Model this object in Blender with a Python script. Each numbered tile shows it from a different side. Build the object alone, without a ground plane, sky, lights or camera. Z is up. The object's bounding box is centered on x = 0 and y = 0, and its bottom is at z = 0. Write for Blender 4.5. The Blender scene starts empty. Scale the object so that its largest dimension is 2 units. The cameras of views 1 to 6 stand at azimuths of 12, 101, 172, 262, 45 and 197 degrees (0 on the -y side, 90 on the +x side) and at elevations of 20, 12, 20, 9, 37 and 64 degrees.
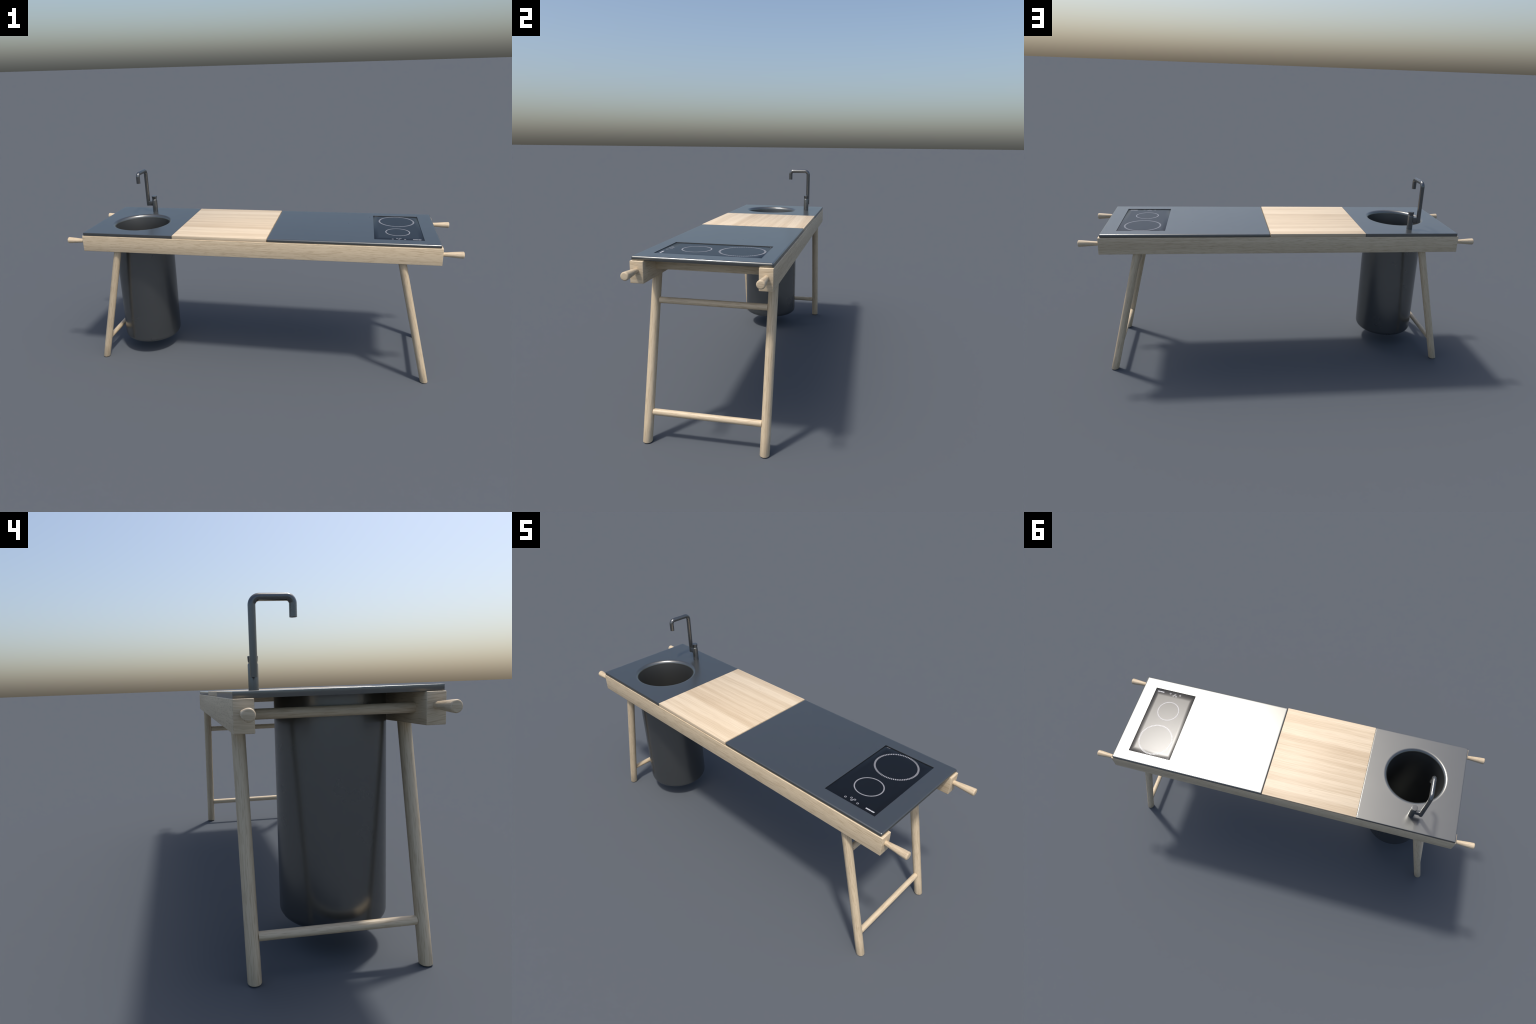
"""Portable kitchen table: ash frame on splayed legs, steel sink, board, hob."""
import bpy, bmesh, math
from mathutils import Vector, Matrix

# ------------------------------------------------------------------ sizes (m)
TOP_Z = 0.7487                      # worktop surface
SLAB_Z = 0.7320                     # underside of the worktop plates
SLAB_X, SLAB_Y = 0.8970, 0.2637     # half length / half width of the worktop
SEAM_SINK, SEAM_HOB = -0.4105, 0.0768
RAIL_X, RAIL_Y, RAIL_W = 0.9045, 0.2657, 0.0520
RAIL_LO, RAIL_HI = 0.6484, 0.7318
LEG_Y, LEG_R = 0.2350, 0.0189
LEG_FOOT_X, LEG_SLOPE = 0.8757, 0.2298
SINK = Vector((-0.6577, -0.0388, 0.0))
HOLE_R, BIN_R, BIN_LO = 0.1440, 0.1589, 0.0745
HOB = (0.5922, 0.8250, -0.2055, 0.2063)      # x0 x1 y0 y1
HOB_Z = TOP_Z - 0.0022


def leg_x(z):
    return LEG_FOOT_X - LEG_SLOPE * z


# ------------------------------------------------------------------ materials
def new_mat(name):
    m = bpy.data.materials.new(name)
    m.use_nodes = True
    nt = m.node_tree
    return m, nt, nt.nodes["Principled BSDF"]


def node(nt, kind, **kw):
    n = nt.nodes.new(kind)
    for k, v in kw.items():
        if k in n.inputs:
            n.inputs[k].default_value = v
        else:
            setattr(n, k, v)
    return n


def ramp(nt, stops):
    r = nt.nodes.new("ShaderNodeValToRGB")
    e = r.color_ramp.elements
    while len(e) < len(stops):
        e.new(0.5)
    for el, (p, c) in zip(e, stops):
        el.position = p
        el.color = (*c, 1) if len(c) == 3 else c
    return r


def wood_material(name, light, mid, dark, band, grain, pore, line=1.0, dash=18.0, wander=0.010, rough=0.5, cross=False, stave=0.0):
    """Pale ash: grain runs along the part's own x axis (across it on sawn ends)."""
    m, nt, bsdf = new_mat(name)
    L = nt.links.new
    tc = node(nt, "ShaderNodeTexCoord")
    info = node(nt, "ShaderNodeObjectInfo")
    shift = node(nt, "ShaderNodeVectorMath", operation="SCALE")
    L(info.outputs["Random"], shift.inputs["Scale"])
    shift.inputs[0].default_value = (7.3, 3.1, 5.7)
    co = node(nt, "ShaderNodeVectorMath", operation="ADD")
    turn = node(nt, "ShaderNodeMapping")
    turn.inputs["Rotation"].default_value = (0.12, 0, math.pi / 2) if cross else (0, 0, 0)
    L(tc.outputs["Object"], turn.inputs["Vector"])
    L(turn.outputs[0], co.inputs[0])
    L(shift.outputs[0], co.inputs[1])
    # slow sideways drift so that the grain lines wander and form flames
    drift = node(nt, "ShaderNodeTexNoise", Scale=3.2, Detail=1.0)
    L(co.outputs[0], drift.inputs["Vector"])
    dmul = node(nt, "ShaderNodeVectorMath", operation="MULTIPLY_ADD")
    L(drift.outputs["Color"], dmul.inputs[0])
    dmul.inputs[1].default_value = (0.0, wander, wander)
    L(co.outputs[0], dmul.inputs[2])

    def stretched(scale, detail, rgh, dist=0.0):
        mp = node(nt, "ShaderNodeMapping")
        mp.inputs["Scale"].default_value = scale
        L(dmul.outputs[0], mp.inputs["Vector"])
        n = node(nt, "ShaderNodeTexNoise", Scale=1.0, Detail=detail, Roughness=rgh, Distortion=dist)
        L(mp.outputs[0], n.inputs["Vector"])
        return n

    def weigh(src, k, add):
        w = node(nt, "ShaderNodeMath", operation="MULTIPLY_ADD")
        L(src, w.inputs[0])
        w.inputs[1].default_value = k
        if isinstance(add, float):
            w.inputs[2].default_value = add
        else:
            L(add, w.inputs[2])
        return w.outputs[0]

    bands = stretched((0.7, band, band), 2.0, 0.5)
    lines = stretched((1.6, band * 7, band * 7), 4.0, 0.7)
    fibre = stretched((dash, grain, grain), 3.0, 0.6)
    tone = weigh(bands.outputs["Fac"], 0.9, 0.05 - 0.5 * line)
    tone = weigh(lines.outputs["Fac"], line, tone)
    if stave:                                # glued strips, each a shade of its own
        sep = node(nt, "ShaderNodeSeparateXYZ")
        L(tc.outputs["Object"], sep.inputs[0])
        sc = node(nt, "ShaderNodeMath", operation="MULTIPLY_ADD")
        L(sep.outputs["Y"], sc.inputs[0])
        sc.inputs[1].default_value = 19.0
        sc.inputs[2].default_value = 40.0
        vo = node(nt, "ShaderNodeTexVoronoi", voronoi_dimensions="1D", Scale=1.0)
        L(sc.outputs[0], vo.inputs["W"])
        sr = node(nt, "ShaderNodeSeparateColor")
        L(vo.outputs["Color"], sr.inputs[0])
        tone = weigh(sr.outputs[0], stave, weigh(tone, 1.0, -0.5 * stave))
    cr = ramp(nt, [(0.22, dark), (0.50, mid), (0.78, light)])
    L(tone, cr.inputs["Fac"])
    pr = ramp(nt, [(0.50, (0, 0, 0)), (0.66, (1, 1, 1))])
    L(fibre.outputs["Fac"], pr.inputs["Fac"])
    pf = node(nt, "ShaderNodeMath", operation="MULTIPLY")
    L(pr.outputs["Color"], pf.inputs[0])
    pf.inputs[1].default_value = pore
    mix = node(nt, "ShaderNodeMix", data_type="RGBA", blend_type="MULTIPLY")
    L(pf.outputs[0], mix.inputs["Factor"])
    L(cr.outputs["Color"], mix.inputs["A"])
    mix.inputs["B"].default_value = (0.62, 0.56, 0.48, 1)
    # a few small pin knots
    kmap = node(nt, "ShaderNodeMapping")
    kmap.inputs["Scale"].default_value = (4.5, 11.0, 11.0)
    L(co.outputs[0], kmap.inputs["Vector"])
    kn = node(nt, "ShaderNodeTexVoronoi", Scale=1.0, Randomness=1.0)
    L(kmap.outputs[0], kn.inputs["Vector"])
    kr = ramp(nt, [(0.02, (0.4, 0.4, 0.4)), (0.07, (0, 0, 0))])
    L(kn.outputs["Distance"], kr.inputs["Fac"])
    kmix = node(nt, "ShaderNodeMix", data_type="RGBA", blend_type="MULTIPLY")
    L(kr.outputs["Color"], kmix.inputs["Factor"])
    L(mix.outputs["Result"], kmix.inputs["A"])
    kmix.inputs["B"].default_value = (0.55, 0.42, 0.30, 1)
    L(kmix.outputs["Result"], bsdf.inputs["Base Color"])
    bsdf.inputs["Roughness"].default_value = rough
    bump = node(nt, "ShaderNodeBump", Strength=0.10, Distance=0.001)
    L(fibre.outputs["Fac"], bump.inputs["Height"])
    L(bump.outputs["Normal"], bsdf.inputs["Normal"])
    return m


def metal_material(name, base, rough):
    m, nt, bsdf = new_mat(name)
    L = nt.links.new
    tc = node(nt, "ShaderNodeTexCoord")
    n = node(nt, "ShaderNodeTexNoise", Scale=9.0, Detail=3.0, Roughness=0.6)
    L(tc.outputs["Object"], n.inputs["Vector"])
    mr = node(nt, "ShaderNodeMapRange")
    mr.inputs["To Min"].default_value = rough - 0.012
    mr.inputs["To Max"].default_value = rough + 0.012
    L(n.outputs["Fac"], mr.inputs["Value"])
    L(mr.outputs["Result"], bsdf.inputs["Roughness"])
    bsdf.inputs["Base Color"].default_value = (*base, 1)
    bsdf.inputs["Metallic"].default_value = 0.88
    return m


def plain_material(name, colour, rough, spec=0.5):
    m, nt, bsdf = new_mat(name)
    L = nt.links.new
    tc = node(nt, "ShaderNodeTexCoord")
    n = node(nt, "ShaderNodeTexNoise", Scale=40.0, Detail=2.0)
    L(tc.outputs["Object"], n.inputs["Vector"])
    cr = ramp(nt, [(0.3, tuple(c * 0.96 for c in colour)), (0.7, tuple(min(1, c * 1.04) for c in colour))])
    L(n.outputs["Fac"], cr.inputs["Fac"])
    L(cr.outputs["Color"], bsdf.inputs["Base Color"])
    bsdf.inputs["Roughness"].default_value = rough
    bsdf.inputs["Specular IOR Level"].default_value = spec
    return m


ASH_TONES = ((0.68, 0.555, 0.385), (0.60, 0.483, 0.326), (0.505, 0.393, 0.257))
ASH = wood_material("ash_frame", *ASH_TONES, band=30.0, grain=340.0, pore=0.58, line=0.9, dash=21.0)
ASH_END = wood_material("ash_end_grain", *ASH_TONES, band=34.0, grain=230.0, pore=0.5, line=1.2, cross=True)
BOARD = wood_material("ash_board", (0.70, 0.58, 0.42), (0.62, 0.495, 0.34), (0.53, 0.405, 0.265), band=26.0, grain=360.0,
                      pore=0.30, line=0.95, dash=8.0, wander=0.0015, stave=0.34)
STEEL = metal_material("gunmetal_steel", (0.20, 0.204, 0.194), 0.28)
BASIN = metal_material("gunmetal_basin", (0.182, 0.187, 0.185), 0.27)
BOWL = metal_material("gunmetal_bowl", (0.175, 0.18, 0.175), 0.42)  # basin metal darkened and roughened to weaken the reflected streak inside
CHROME = metal_material("gunmetal_tap", (0.16, 0.165, 0.165), 0.26)
GLASS = plain_material("black_hob_glass", (0.003, 0.0034, 0.0042), 0.285, 0.40)
PRINT = plain_material("white_print", (0.31, 0.31, 0.33), 0.30, 0.40)
PRINT_BOLD = plain_material("bright_print", (0.62, 0.62, 0.64), 0.45)
PRINT_DIM = plain_material("grey_print", (0.16, 0.16, 0.17), 0.45)

# ------------------------------------------------------------------ mesh tools
root = bpy.data.objects.new("portable_kitchen_table", None)
bpy.context.collection.objects.link(root)
root["label"] = "slim ash kitchen table with dark sink, board and hob"
root["category"] = "kitchen table"


def add(name, me, parent=None, matrix=None):
    o = bpy.data.objects.new(name, me)
    bpy.context.collection.objects.link(o)
    o.parent = parent or root
    o.matrix_world = matrix or Matrix()
    return o


def group(name):
    """An empty part that carries sub-parts."""
    o = bpy.data.objects.new(name, None)
    bpy.context.collection.objects.link(o)
    o.parent = root
    return o


def finish(bm, name, mat, angle=35.0):
    bmesh.ops.remove_doubles(bm, verts=bm.verts, dist=1e-6)
    bmesh.ops.recalc_face_normals(bm, faces=bm.faces)
    me = bpy.data.meshes.new(name)
    bm.to_mesh(me)
    bm.free()
    me.materials.append(mat)
    me.shade_smooth()
    if angle < 180:
        me.set_sharp_from_angle(angle=math.radians(angle))
    return me


def loft(loops, cap_start=True, cap_end=True, close=False):
    """Skin closed loops (same vertex count) one after the other."""
    bm = bmesh.new()
    rows = [[bm.verts.new(p) for p in lp] for lp in loops]
    n = len(rows[0])
    pairs = list(zip(rows, rows[1:])) + ([(rows[-1], rows[0])] if close else [])
    for a, b in pairs:
        for i in range(n):
            j = (i + 1) % n
            bm.faces.new((a[i], a[j], b[j], b[i]))
    if not close:
        if cap_start:
            bm.faces.new(rows[0])
        if cap_end:
            bm.faces.new(rows[-1])
    return bm


def sawn_ends(me, axis=0.85):
    """Give the faces across the grain their own look."""
    me.materials.append(ASH_END)
    for p in me.polygons:
        if abs(p.normal.x) > axis:
            p.material_index = 1
    return me


def box(name, size, mat, bevel=0.0025, seg=3):
    bm = bmesh.new()
    bmesh.ops.create_cube(bm, size=1.0)
    bmesh.ops.scale(bm, vec=size, verts=bm.verts)
    if bevel:
        bmesh.ops.bevel(bm, geom=list(bm.edges), offset=bevel, segments=seg, profile=0.5, affect="EDGES")
    return finish(bm, name, mat)


def turned(profile, n=48):
    """Solid of revolution about local x from (x, radius) pairs."""
    loops = [[(x, r * math.cos(2 * math.pi * i / n), r * math.sin(2 * math.pi * i / n)) for i in range(n)]
             for x, r in profile]
    return loft(loops)


def arc(cx, cy, r, a0, a1, n):
    return [(cx + r * math.cos(math.radians(a0 + (a1 - a0) * i / n)),
             cy + r * math.sin(math.radians(a0 + (a1 - a0) * i / n))) for i in range(n + 1)]


def rounded_rect(x0, x1, y0, y1, r, z, n=5):
    pts = []
    for cx, cy, a in ((x1 - r, y1 - r, 0), (x0 + r, y1 - r, 90), (x0 + r, y0 + r, 180), (x1 - r, y0 + r, 270)):
        pts += [(px, py, z) for px, py in arc(cx, cy, r, a, a + 90, n)]
    return pts


def along(axis, at, up=(0, 0, 1)):
    """Matrix whose local x points along axis."""
    x = Vector(axis).normalized()
    y = Vector(up).cross(x).normalized()
    z = x.cross(y)
    m = Matrix((x, y, z)).transposed().to_4x4()
    m.translation = at
    return m


# ------------------------------------------------------------------ ash frame
rail_me = sawn_ends(box("rail", (2 * RAIL_X, RAIL_W, RAIL_HI - RAIL_LO), ASH, bevel=0.0022))
rail_y, rail_z = RAIL_Y - RAIL_W / 2, (RAIL_LO + RAIL_HI) / 2
add("rail", rail_me, matrix=Matrix.Translation((0, -rail_y, rail_z)))
add("rail", rail_me, matrix=Matrix.Translation((0, rail_y, rail_z)) @ Matrix.Rotation(math.pi, 4, "Z"))

# legs: round rods, sawn level at the floor; local x runs down the leg
drop = Vector((LEG_SLOPE, 0, -1)).normalized()
frame = along(drop, Vector((leg_x(0), 0, 0)), up=(1, 0, 0))
inv = frame.inverted()


def leg_ring(z, r, n=48):
    """Slice of the slanted rod by a horizontal plane."""
    out = []
    for i in range(n):
        a = 2 * math.pi * i / n
        p = Vector((leg_x(z) + r * math.cos(a) / drop.z * -1, r * math.sin(a), z))
        out.append(inv @ p)
    return out


leg_me = finish(loft([leg_ring(0.0, LEG_R - 0.0016), leg_ring(0.0007, LEG_R - 0.0007), leg_ring(0.0022, LEG_R)]
                     + [leg_ring(0.0022 + 0.6578 * k / 8, LEG_R) for k in range(1, 9)]), "leg", ASH)
for side in (0, math.pi):
    for y in (-LEG_Y, LEG_Y):
        add("leg", leg_me, matrix=Matrix.Translation((0, y, 0)) @ Matrix.Rotation(side, 4, "Z") @ frame)

# cross rods between the legs, one high rod only at the hob end
STR_R, STR_L = 0.0129, 0.2178
rod_me = finish(turned([(-STR_L, STR_R - 0.0006), (-STR_L + 0.0006, STR_R), (0, STR_R),
                        (STR_L - 0.0006, STR_R), (STR_L, STR_R - 0.0006)]), "stretcher", ASH)
for sx, z in ((-1, 0.1140), (1, 0.1140), (1, 0.5440)):
    add("stretcher", rod_me, matrix=along((0, 1, 0), Vector((sx * leg_x(z), 0, z))))

# bar between the rails at the sink end, flat bearer at the hob end
bar_me = finish(turned([(-0.2150, 0.0137), (0.2150, 0.0137)]), "crossbar", ASH)
add("crossbar", bar_me, matrix=along((0, 1, 0), Vector((-0.8340, 0, 0.6908))))
bearer_me = box("bearer", (0.4290, 0.0300, 0.0528), ASH, bevel=0.002)
add("bearer", bearer_me, matrix=along((0, 1, 0), Vector((0.7745, 0, 0.7049))))

# carrying handles: thin necks that swell to a rounded end
HANDLE = [(-0.012, 0.0096), (0.004, 0.0097), (0.018, 0.0106), (0.036, 0.0121), (0.054, 0.0136),
          (0.072, 0.0151), (0.0890, 0.0160)]
tip = [(0.0955 - 0.0055 * (1 - math.sin(t)), 0.0161 - 0.0055 * (1 - math.cos(t)))
       for t in [math.pi / 2 * k / 6 for k in range(0, 7)]]
HANDLE += tip
handle_me = sawn_ends(finish(turned(HANDLE, 40), "handle", ASH, 60))
for sx in (-1, 1):
    for y in (-0.2405, 0.2405):
        m = Matrix.Translation((sx * (RAIL_X), y, 0.6972)) @ Matrix.Rotation(0 if sx > 0 else math.pi, 4, "Z")
        add("handle", handle_me, matrix=m)

# ------------------------------------------------------------------ cutting board
bw = SEAM_HOB - SEAM_SINK - 0.0024
board_me = box("cutting_board", (bw, 2 * SLAB_Y - 0.001, TOP_Z - SLAB_Z + 0.0003), BOARD, bevel=0.0010, seg=2)
add("cutting_board", board_me, matrix=Matrix.Translation(((SEAM_HOB + SEAM_SINK) / 2 - 0.0002, 0, (TOP_Z + SLAB_Z) / 2 + 0.0002)))

# ------------------------------------------------------------------ hob worktop
x0, x1, y0, y1 = SEAM_HOB, SLAB_X, -SLAB_Y, SLAB_Y
B = 0.0060                                  # bull-nosed edge
loops = []
for ins, z in ([(B * 0.6, SLAB_Z), (B * 0.2, SLAB_Z + B * 0.25), (0, SLAB_Z + B * 0.8)]
               + [(B * (1 - math.cos(t)), TOP_Z - B + B * math.sin(t)) for t in [math.pi / 2 * k / 6 for k in range(7)]]):
    loops.append(rounded_rect(x0 + ins, x1 - ins, y0 + ins, y1 - ins, max(0.0062 - ins, 0.0006), z))
loops.append(rounded_rect(x0 + B + 0.004, x1 - B - 0.004, y0 + B + 0.004, y1 - B - 0.004, 0.0006, TOP_Z))
hx0, hx1, hy0, hy1 = HOB
loops.append(rounded_rect(hx0 - 0.003, hx1 + 0.003, hy0 - 0.003, hy1 + 0.003, 0.0005, TOP_Z))
loops.append(rounded_rect(hx0, hx1, hy0, hy1, 0.0004, TOP_Z))
loops.append(rounded_rect(hx0, hx1, hy0, hy1, 0.0004, HOB_Z - 0.003))
add("worktop", finish(loft(loops), "worktop", STEEL, 40))

# glass plate let into the worktop; normals bent to fade sun glare at edges
g = 0.0003
MARGIN = (0.025, 0.025, 0.040, 0.032)       # left, right, front, back
LEAN = math.radians(9.0)
STEPS = 8
hob_loops = []
for k in range(STEPS + 1):
    f = k / STEPS
    hob_loops.append(rounded_rect(hx0 + g + f * MARGIN[0], hx1 - g - f * MARGIN[1],
                                  hy0 + g + f * MARGIN[2], hy1 - g - f * MARGIN[3], 0.0004, HOB_Z, 1))
hob_me = finish(loft(hob_loops, cap_start=False), "cooktop", GLASS, 180)


def lean_normal(v):
    """Edge darkening on flat glass: the shading normal tips outwards near the rim."""
    ex = max(0, 1 - (v.x - hx0 - g) / MARGIN[0]) - max(0, 1 - (hx1 - g - v.x) / MARGIN[1])
    ey = max(0, 1 - (v.y - hy0 - g) / MARGIN[2]) - max(0, 1 - (hy1 - g - v.y) / MARGIN[3])
    return Vector((-math.tan(LEAN) * ex, -math.tan(LEAN) * ey, 1)).normalized()


hob_me.normals_split_custom_set_from_vertices([lean_normal(v.co) for v in hob_me.vertices])
cooktop = add("cooktop", hob_me)
# printed marks: thin raised ink
INK = HOB_Z + 0.0003


def ink_sector(bm, cx, cy, r0, r1, a0, a1, n):
    top, bot = [], []
    pts = [(r1, a0 + (a1 - a0) * i / n) for i in range(n + 1)] + [(r0, a1 - (a1 - a0) * i / n) for i in range(n + 1)]
    for r, a in pts:
        x, y = cx + r * math.cos(a), cy + r * math.sin(a)
        top.append(bm.verts.new((x, y, INK)))
        bot.append(bm.verts.new((x, y, HOB_Z - 0.0003)))
    k = len(top)
    bm.faces.new(top)
    for i in range(k):
        j = (i + 1) % k
        bm.faces.new((top[i], bot[i], bot[j], top[j]))


def ink_bar(bm, ax, ay, bx, by, w):
    d = Vector((bx - ax, by - ay, 0))
    s = Vector((-d.y, d.x, 0)).normalized() * w / 2
    q = [Vector((ax, ay, 0)) + s, Vector((ax, ay, 0)) - s, Vector((bx, by, 0)) - s, Vector((bx, by, 0)) + s]
    top = [bm.verts.new((p.x, p.y, INK)) for p in q]
    bot = [bm.verts.new((p.x, p.y, HOB_Z - 0.0003)) for p in q]
    bm.faces.new(top)
    for i in range(4):
        j = (i + 1) % 4
        bm.faces.new((top[i], bot[i], bot[j], top[j]))


def ticked_ring(cx, cy, r0, r1, count, duty):
    bm = bmesh.new()
    step = 2 * math.pi / count
    for i in range(count):
        ink_sector(bm, cx, cy, r0, r1, i * step, (i + duty) * step, 3)
    me = finish(bm, "cooking_zone_ring", PRINT)
    add("cooking_zone_ring", me, cooktop)


ticked_ring(0.7110, 0.1080, 0.0838, 0.0914, 77, 0.54)
ticked_ring(0.7080, -0.0760, 0.0548, 0.0596, 77, 0.72)

# touch controls: five small rings, two of them linked
for bx, by in ((0.7360, -0.1875), (0.7072, -0.1872), (0.7155, -0.1772), (0.6993, -0.1765), (0.6790, -0.1875)):
    bm = bmesh.new()
    for i in range(8):
        ink_sector(bm, bx, by, 0.0028, 0.0046, i * math.pi / 4, (i + 1) * math.pi / 4, 3)
    if by == -0.1872:
        ink_bar(bm, 0.7099, -0.1839, 0.7128, -0.1805, 0.0030)
    add("touch_control", finish(bm, "touch_control", PRINT), cooktop)


def strokes(name, x, y, h, words, mat, gap):
    """Unreadable tiny lettering: upright strokes in word groups."""
    bm = bmesh.new()
    for count in words:
        for i in range(count):
            ink_bar(bm, x, y - h / 2, x, y + h / 2, 0.0013)
            if i % 2 == 0:
                ink_bar(bm, x, y + h * 0.42 * (1 if i % 4 else -1), x + 0.0019, y + h * 0.42 * (1 if i % 4 else -1), h * 0.2)
            else:
                ink_bar(bm, x, y, x + 0.0015, y, h * 0.22)
            x += 0.0019
        x += gap
    add(name, finish(bm, name, mat), cooktop)


strokes("lettering", 0.7735, -0.1868, 0.0062, (12, 7), PRINT_BOLD, 0.0016)
strokes("lettering", 0.6030, 0.1985, 0.0032, (5, 4), PRINT_DIM, 0.0006)

# ------------------------------------------------------------------ sink worktop
sx0, sx1 = -SLAB_X, SEAM_SINK
N = 240
corner = [(x, y) for x in (sx0, sx1) for y in (y0, y1)]
angles = [2 * math.pi * i / N for i in range(N)]
for cx, cy in corner:                        # let one ray hit every corner
    a = math.atan2(cy - SINK.y, cx - SINK.x) % (2 * math.pi)
    k = min(range(N), key=lambda i: abs((angles[i] - a + math.pi) % (2 * math.pi) - math.pi))
    angles[k] = a


def edge_point(a):
    dx, dy = math.cos(a), math.sin(a)
    t = min(((sx1 if dx > 0 else sx0) - SINK.x) / dx if abs(dx) > 1e-9 else 9,
            ((y1 if dy > 0 else y0) - SINK.y) / dy if abs(dy) > 1e-9 else 9)
    return SINK.x + t * dx, SINK.y + t * dy


rim = [edge_point(a) for a in angles]


def rect_loop(ins, z):
    return [(min(max(px, sx0 + ins), sx1 - ins), min(max(py, y0 + ins), y1 - ins), z) for px, py in rim]


def hole_loop(r, z):
    return [(SINK.x + r * math.cos(a), SINK.y + r * math.sin(a), z) for a in angles]


b = 0.0014
FR, FH = 0.0163, 0.0172                      # rolled rim of the bowl
loops = [hole_loop(HOLE_R + 0.0060, SLAB_Z), rect_loop(0.0004, SLAB_Z), rect_loop(0, SLAB_Z + 0.0006)]
loops += [rect_loop(b * (1 - math.cos(t)), TOP_Z - b + b * math.sin(t)) for t in [math.pi / 2 * k / 4 for k in range(5)]]
loops += [rect_loop(0.005, TOP_Z), hole_loop(HOLE_R + FR + 0.008, TOP_Z), hole_loop(HOLE_R + FR + 0.003, TOP_Z)]
loops += [hole_loop(HOLE_R + FR * (1 - math.sin(t)), TOP_Z - FH * (1 - math.cos(t))) for t in [math.pi / 2 * k / 8 for k in range(9)]]
add("sink_top", finish(loft(loops, close=True), "sink_top", STEEL, 40))

# deep bowl: one turned shell, seen from below as a tall bin
R, r_in, fl = BIN_R, HOLE_R, 0.027
prof = [(TOP_Z - FH - 0.0002, r_in), (0.712, r_in - 0.0016), (0.685, r_in - 0.0035), (0.64, r_in - 0.0050)]
r_in -= 0.0055
prof += [(z, r_in) for z in (0.55, 0.40, 0.20)]
prof += [(BIN_LO + 0.008 + fl * (1 - math.cos(t)), r_in - fl + fl * math.sin(t)) for t in [math.pi / 2 * (1 - k / 8) for k in range(9)]]
prof += [(BIN_LO + 0.006, 0.03)]
outer = [(BIN_LO, 0.03)]
outer += [(BIN_LO + fl * (1 - math.cos(t)), R - fl + fl * math.sin(t)) for t in [math.pi / 2 * k / 10 for k in range(11)]]
outer += [(z, R) for z in (0.25, 0.45, 0.65)] + [(SLAB_Z - 0.0003, R)]


def round_loop(z, r, n=160):
    return [(r * math.cos(2 * math.pi * i / n), r * math.sin(2 * math.pi * i / n), z) for i in range(n)]


bm = bmesh.new()
for part, other in ((prof, None), (outer, None)):
    rows = [[bm.verts.new(p) for p in round_loop(z, r)] for z, r in part]
    n = len(rows[0])
    for a_, b_ in zip(rows, rows[1:]):
        for i in range(n):
            j = (i + 1) % n
            bm.faces.new((a_[i], a_[j], b_[j], b_[i]))
    bm.faces.new(rows[-1] if part is prof else rows[0])
    if part is prof:
        inner_top = rows[0]
    else:
        for i in range(n):
            j = (i + 1) % n
            bm.faces.new((inner_top[i], inner_top[j], rows[-1][j], rows[-1][i]))
basin_me = finish(bm, "sink_basin", BASIN, 40)
basin_me.materials.append(BOWL)             # inside faces get the metal toned down for the dim interior
for p in basin_me.polygons:
    if math.hypot(p.center.x, p.center.y) < R - 0.008 and p.center.z > BIN_LO + 0.004 and p.normal.z > -0.3 \
            and p.normal.x * p.center.x + p.normal.y * p.center.y < 0.0001:
        p.material_index = 1
add("sink_basin", basin_me, matrix=Matrix.Translation(SINK))

# ------------------------------------------------------------------ tap
tap = group("faucet")
TX, TY = -0.6672, 0.1795
tap.location = (TX, TY, TOP_Z)
bpy.context.view_layer.update()


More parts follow.
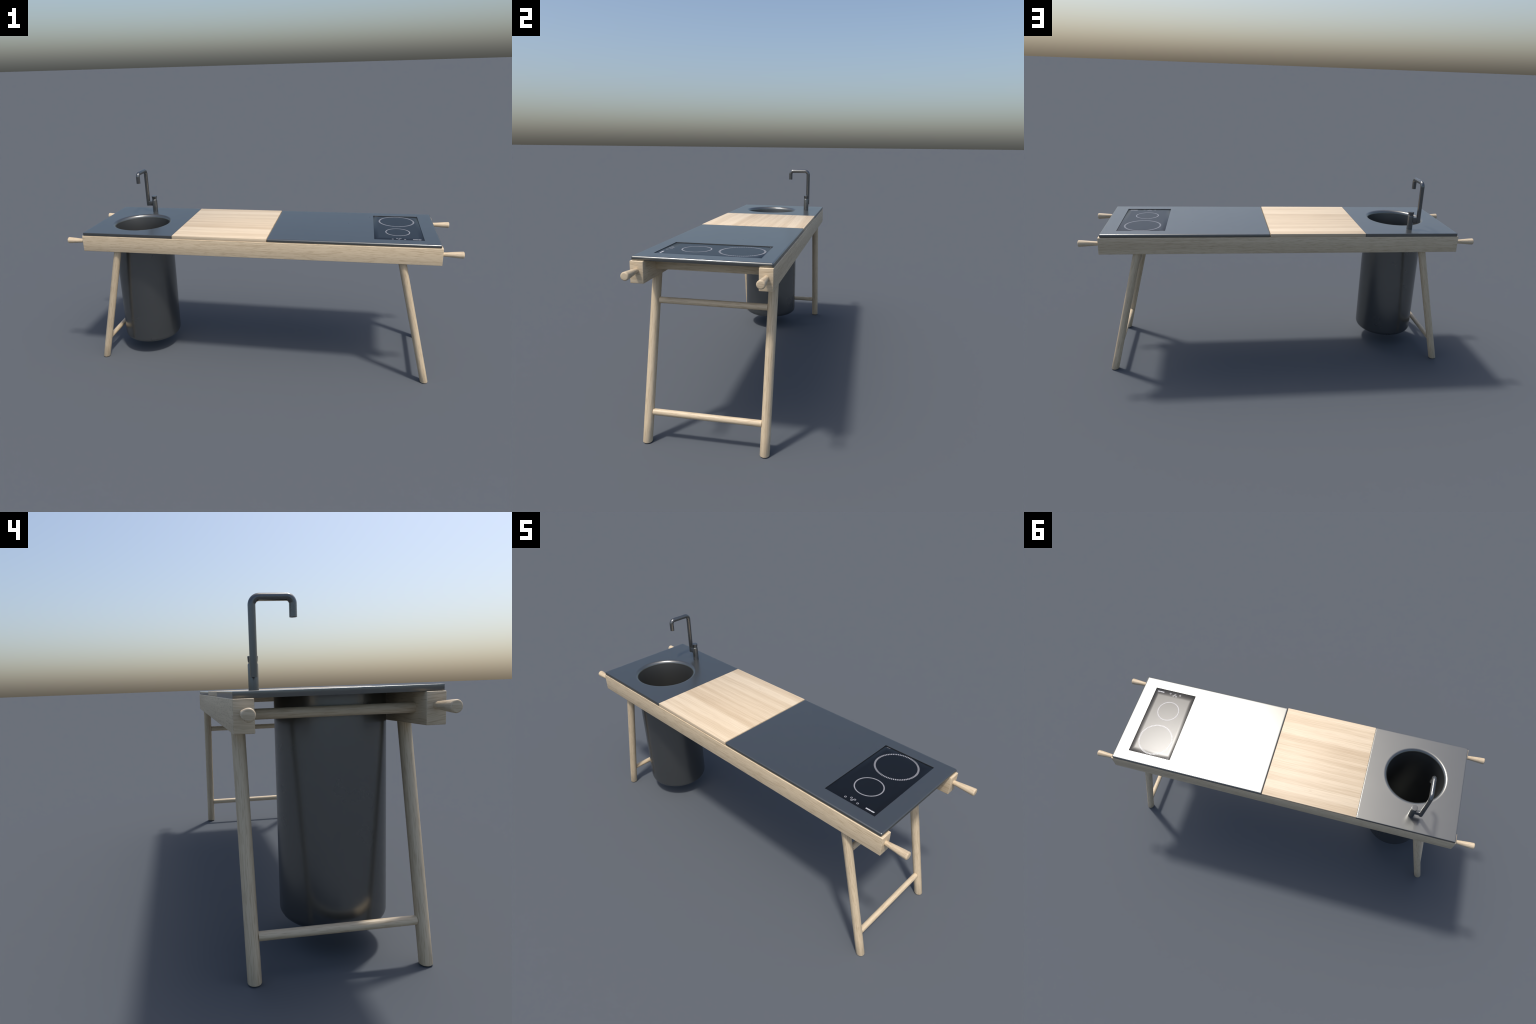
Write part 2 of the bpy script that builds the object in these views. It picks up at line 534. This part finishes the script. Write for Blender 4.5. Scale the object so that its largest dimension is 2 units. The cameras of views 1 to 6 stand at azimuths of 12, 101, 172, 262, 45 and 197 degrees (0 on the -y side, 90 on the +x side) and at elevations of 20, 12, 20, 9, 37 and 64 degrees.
def upright(profile, n=40):
    """Revolve (z, r) about the vertical."""
    return loft([[(r * math.cos(2 * math.pi * i / n), r * math.sin(2 * math.pi * i / n), z) for i in range(n)] for z, r in profile])


post = [(-0.002, 0.0147), (0.0700, 0.0147), (0.0720, 0.0142), (0.0730, 0.0132), (0.0730, 0.0126), (0.0800, 0.0126)]
add("faucet_body", finish(upright(post), "faucet_body", CHROME), tap, Matrix.Translation((TX, TY, TOP_Z)))
knob = [(0.0780, 0.0134), (0.0790, 0.0138), (0.0900, 0.0147), (0.0925, 0.0150), (0.0933, 0.0148), (0.0936, 0.0142), (0.0936, 0.0136)]
add("faucet_knob", finish(upright(knob), "faucet_knob", CHROME), tap, Matrix.Translation((TX, TY, TOP_Z)))

# bent spout pipe
PX, PR = -0.7085, 0.0106
PZ0, PZ1, PY1, PZ2 = 0.7840, 0.9918, 0.0718, 0.9390
rb, rf = 0.0205, 0.0175
SY = TY + 0.0040
path = [(SY, PZ0)] + arc(SY - rb, PZ1 - rb, rb, 0, 90, 12) + arc(PY1 + rf, PZ1 - rf, rf, 90, 180, 12) + [(PY1, PZ2)]
loops = []
n = 28
for i, (py, pz) in enumerate(path):
    q0, q1 = path[max(i - 1, 0)], path[min(i + 1, len(path) - 1)]
    t = Vector((0, q1[0] - q0[0], q1[1] - q0[1])).normalized()
    s = Vector((1, 0, 0)).cross(t)
    loops.append([Vector((PX, py, pz)) + PR * (math.cos(2 * math.pi * k / n) * Vector((1, 0, 0)) + math.sin(2 * math.pi * k / n) * s)
                  for k in range(n)])
t_end = loops[-1]
loops.append([Vector((PX, PY1, PZ2)) + (p - Vector((PX, PY1, PZ2))) * 0.86 for p in t_end])
loops.append([p + Vector((0, 0, 0.012)) for p in loops[-1]])
add("faucet_spout", finish(loft(loops), "faucet_spout", CHROME, 40), tap)
link_me = box("faucet_link", (0.0380, 0.0150, 0.0270), CHROME, bevel=0.002)
add("faucet_link", link_me, tap, Matrix.Translation((PX + 0.0195, TY + 0.002, PZ0 + 0.0137)))

bpy.context.view_layer.update()
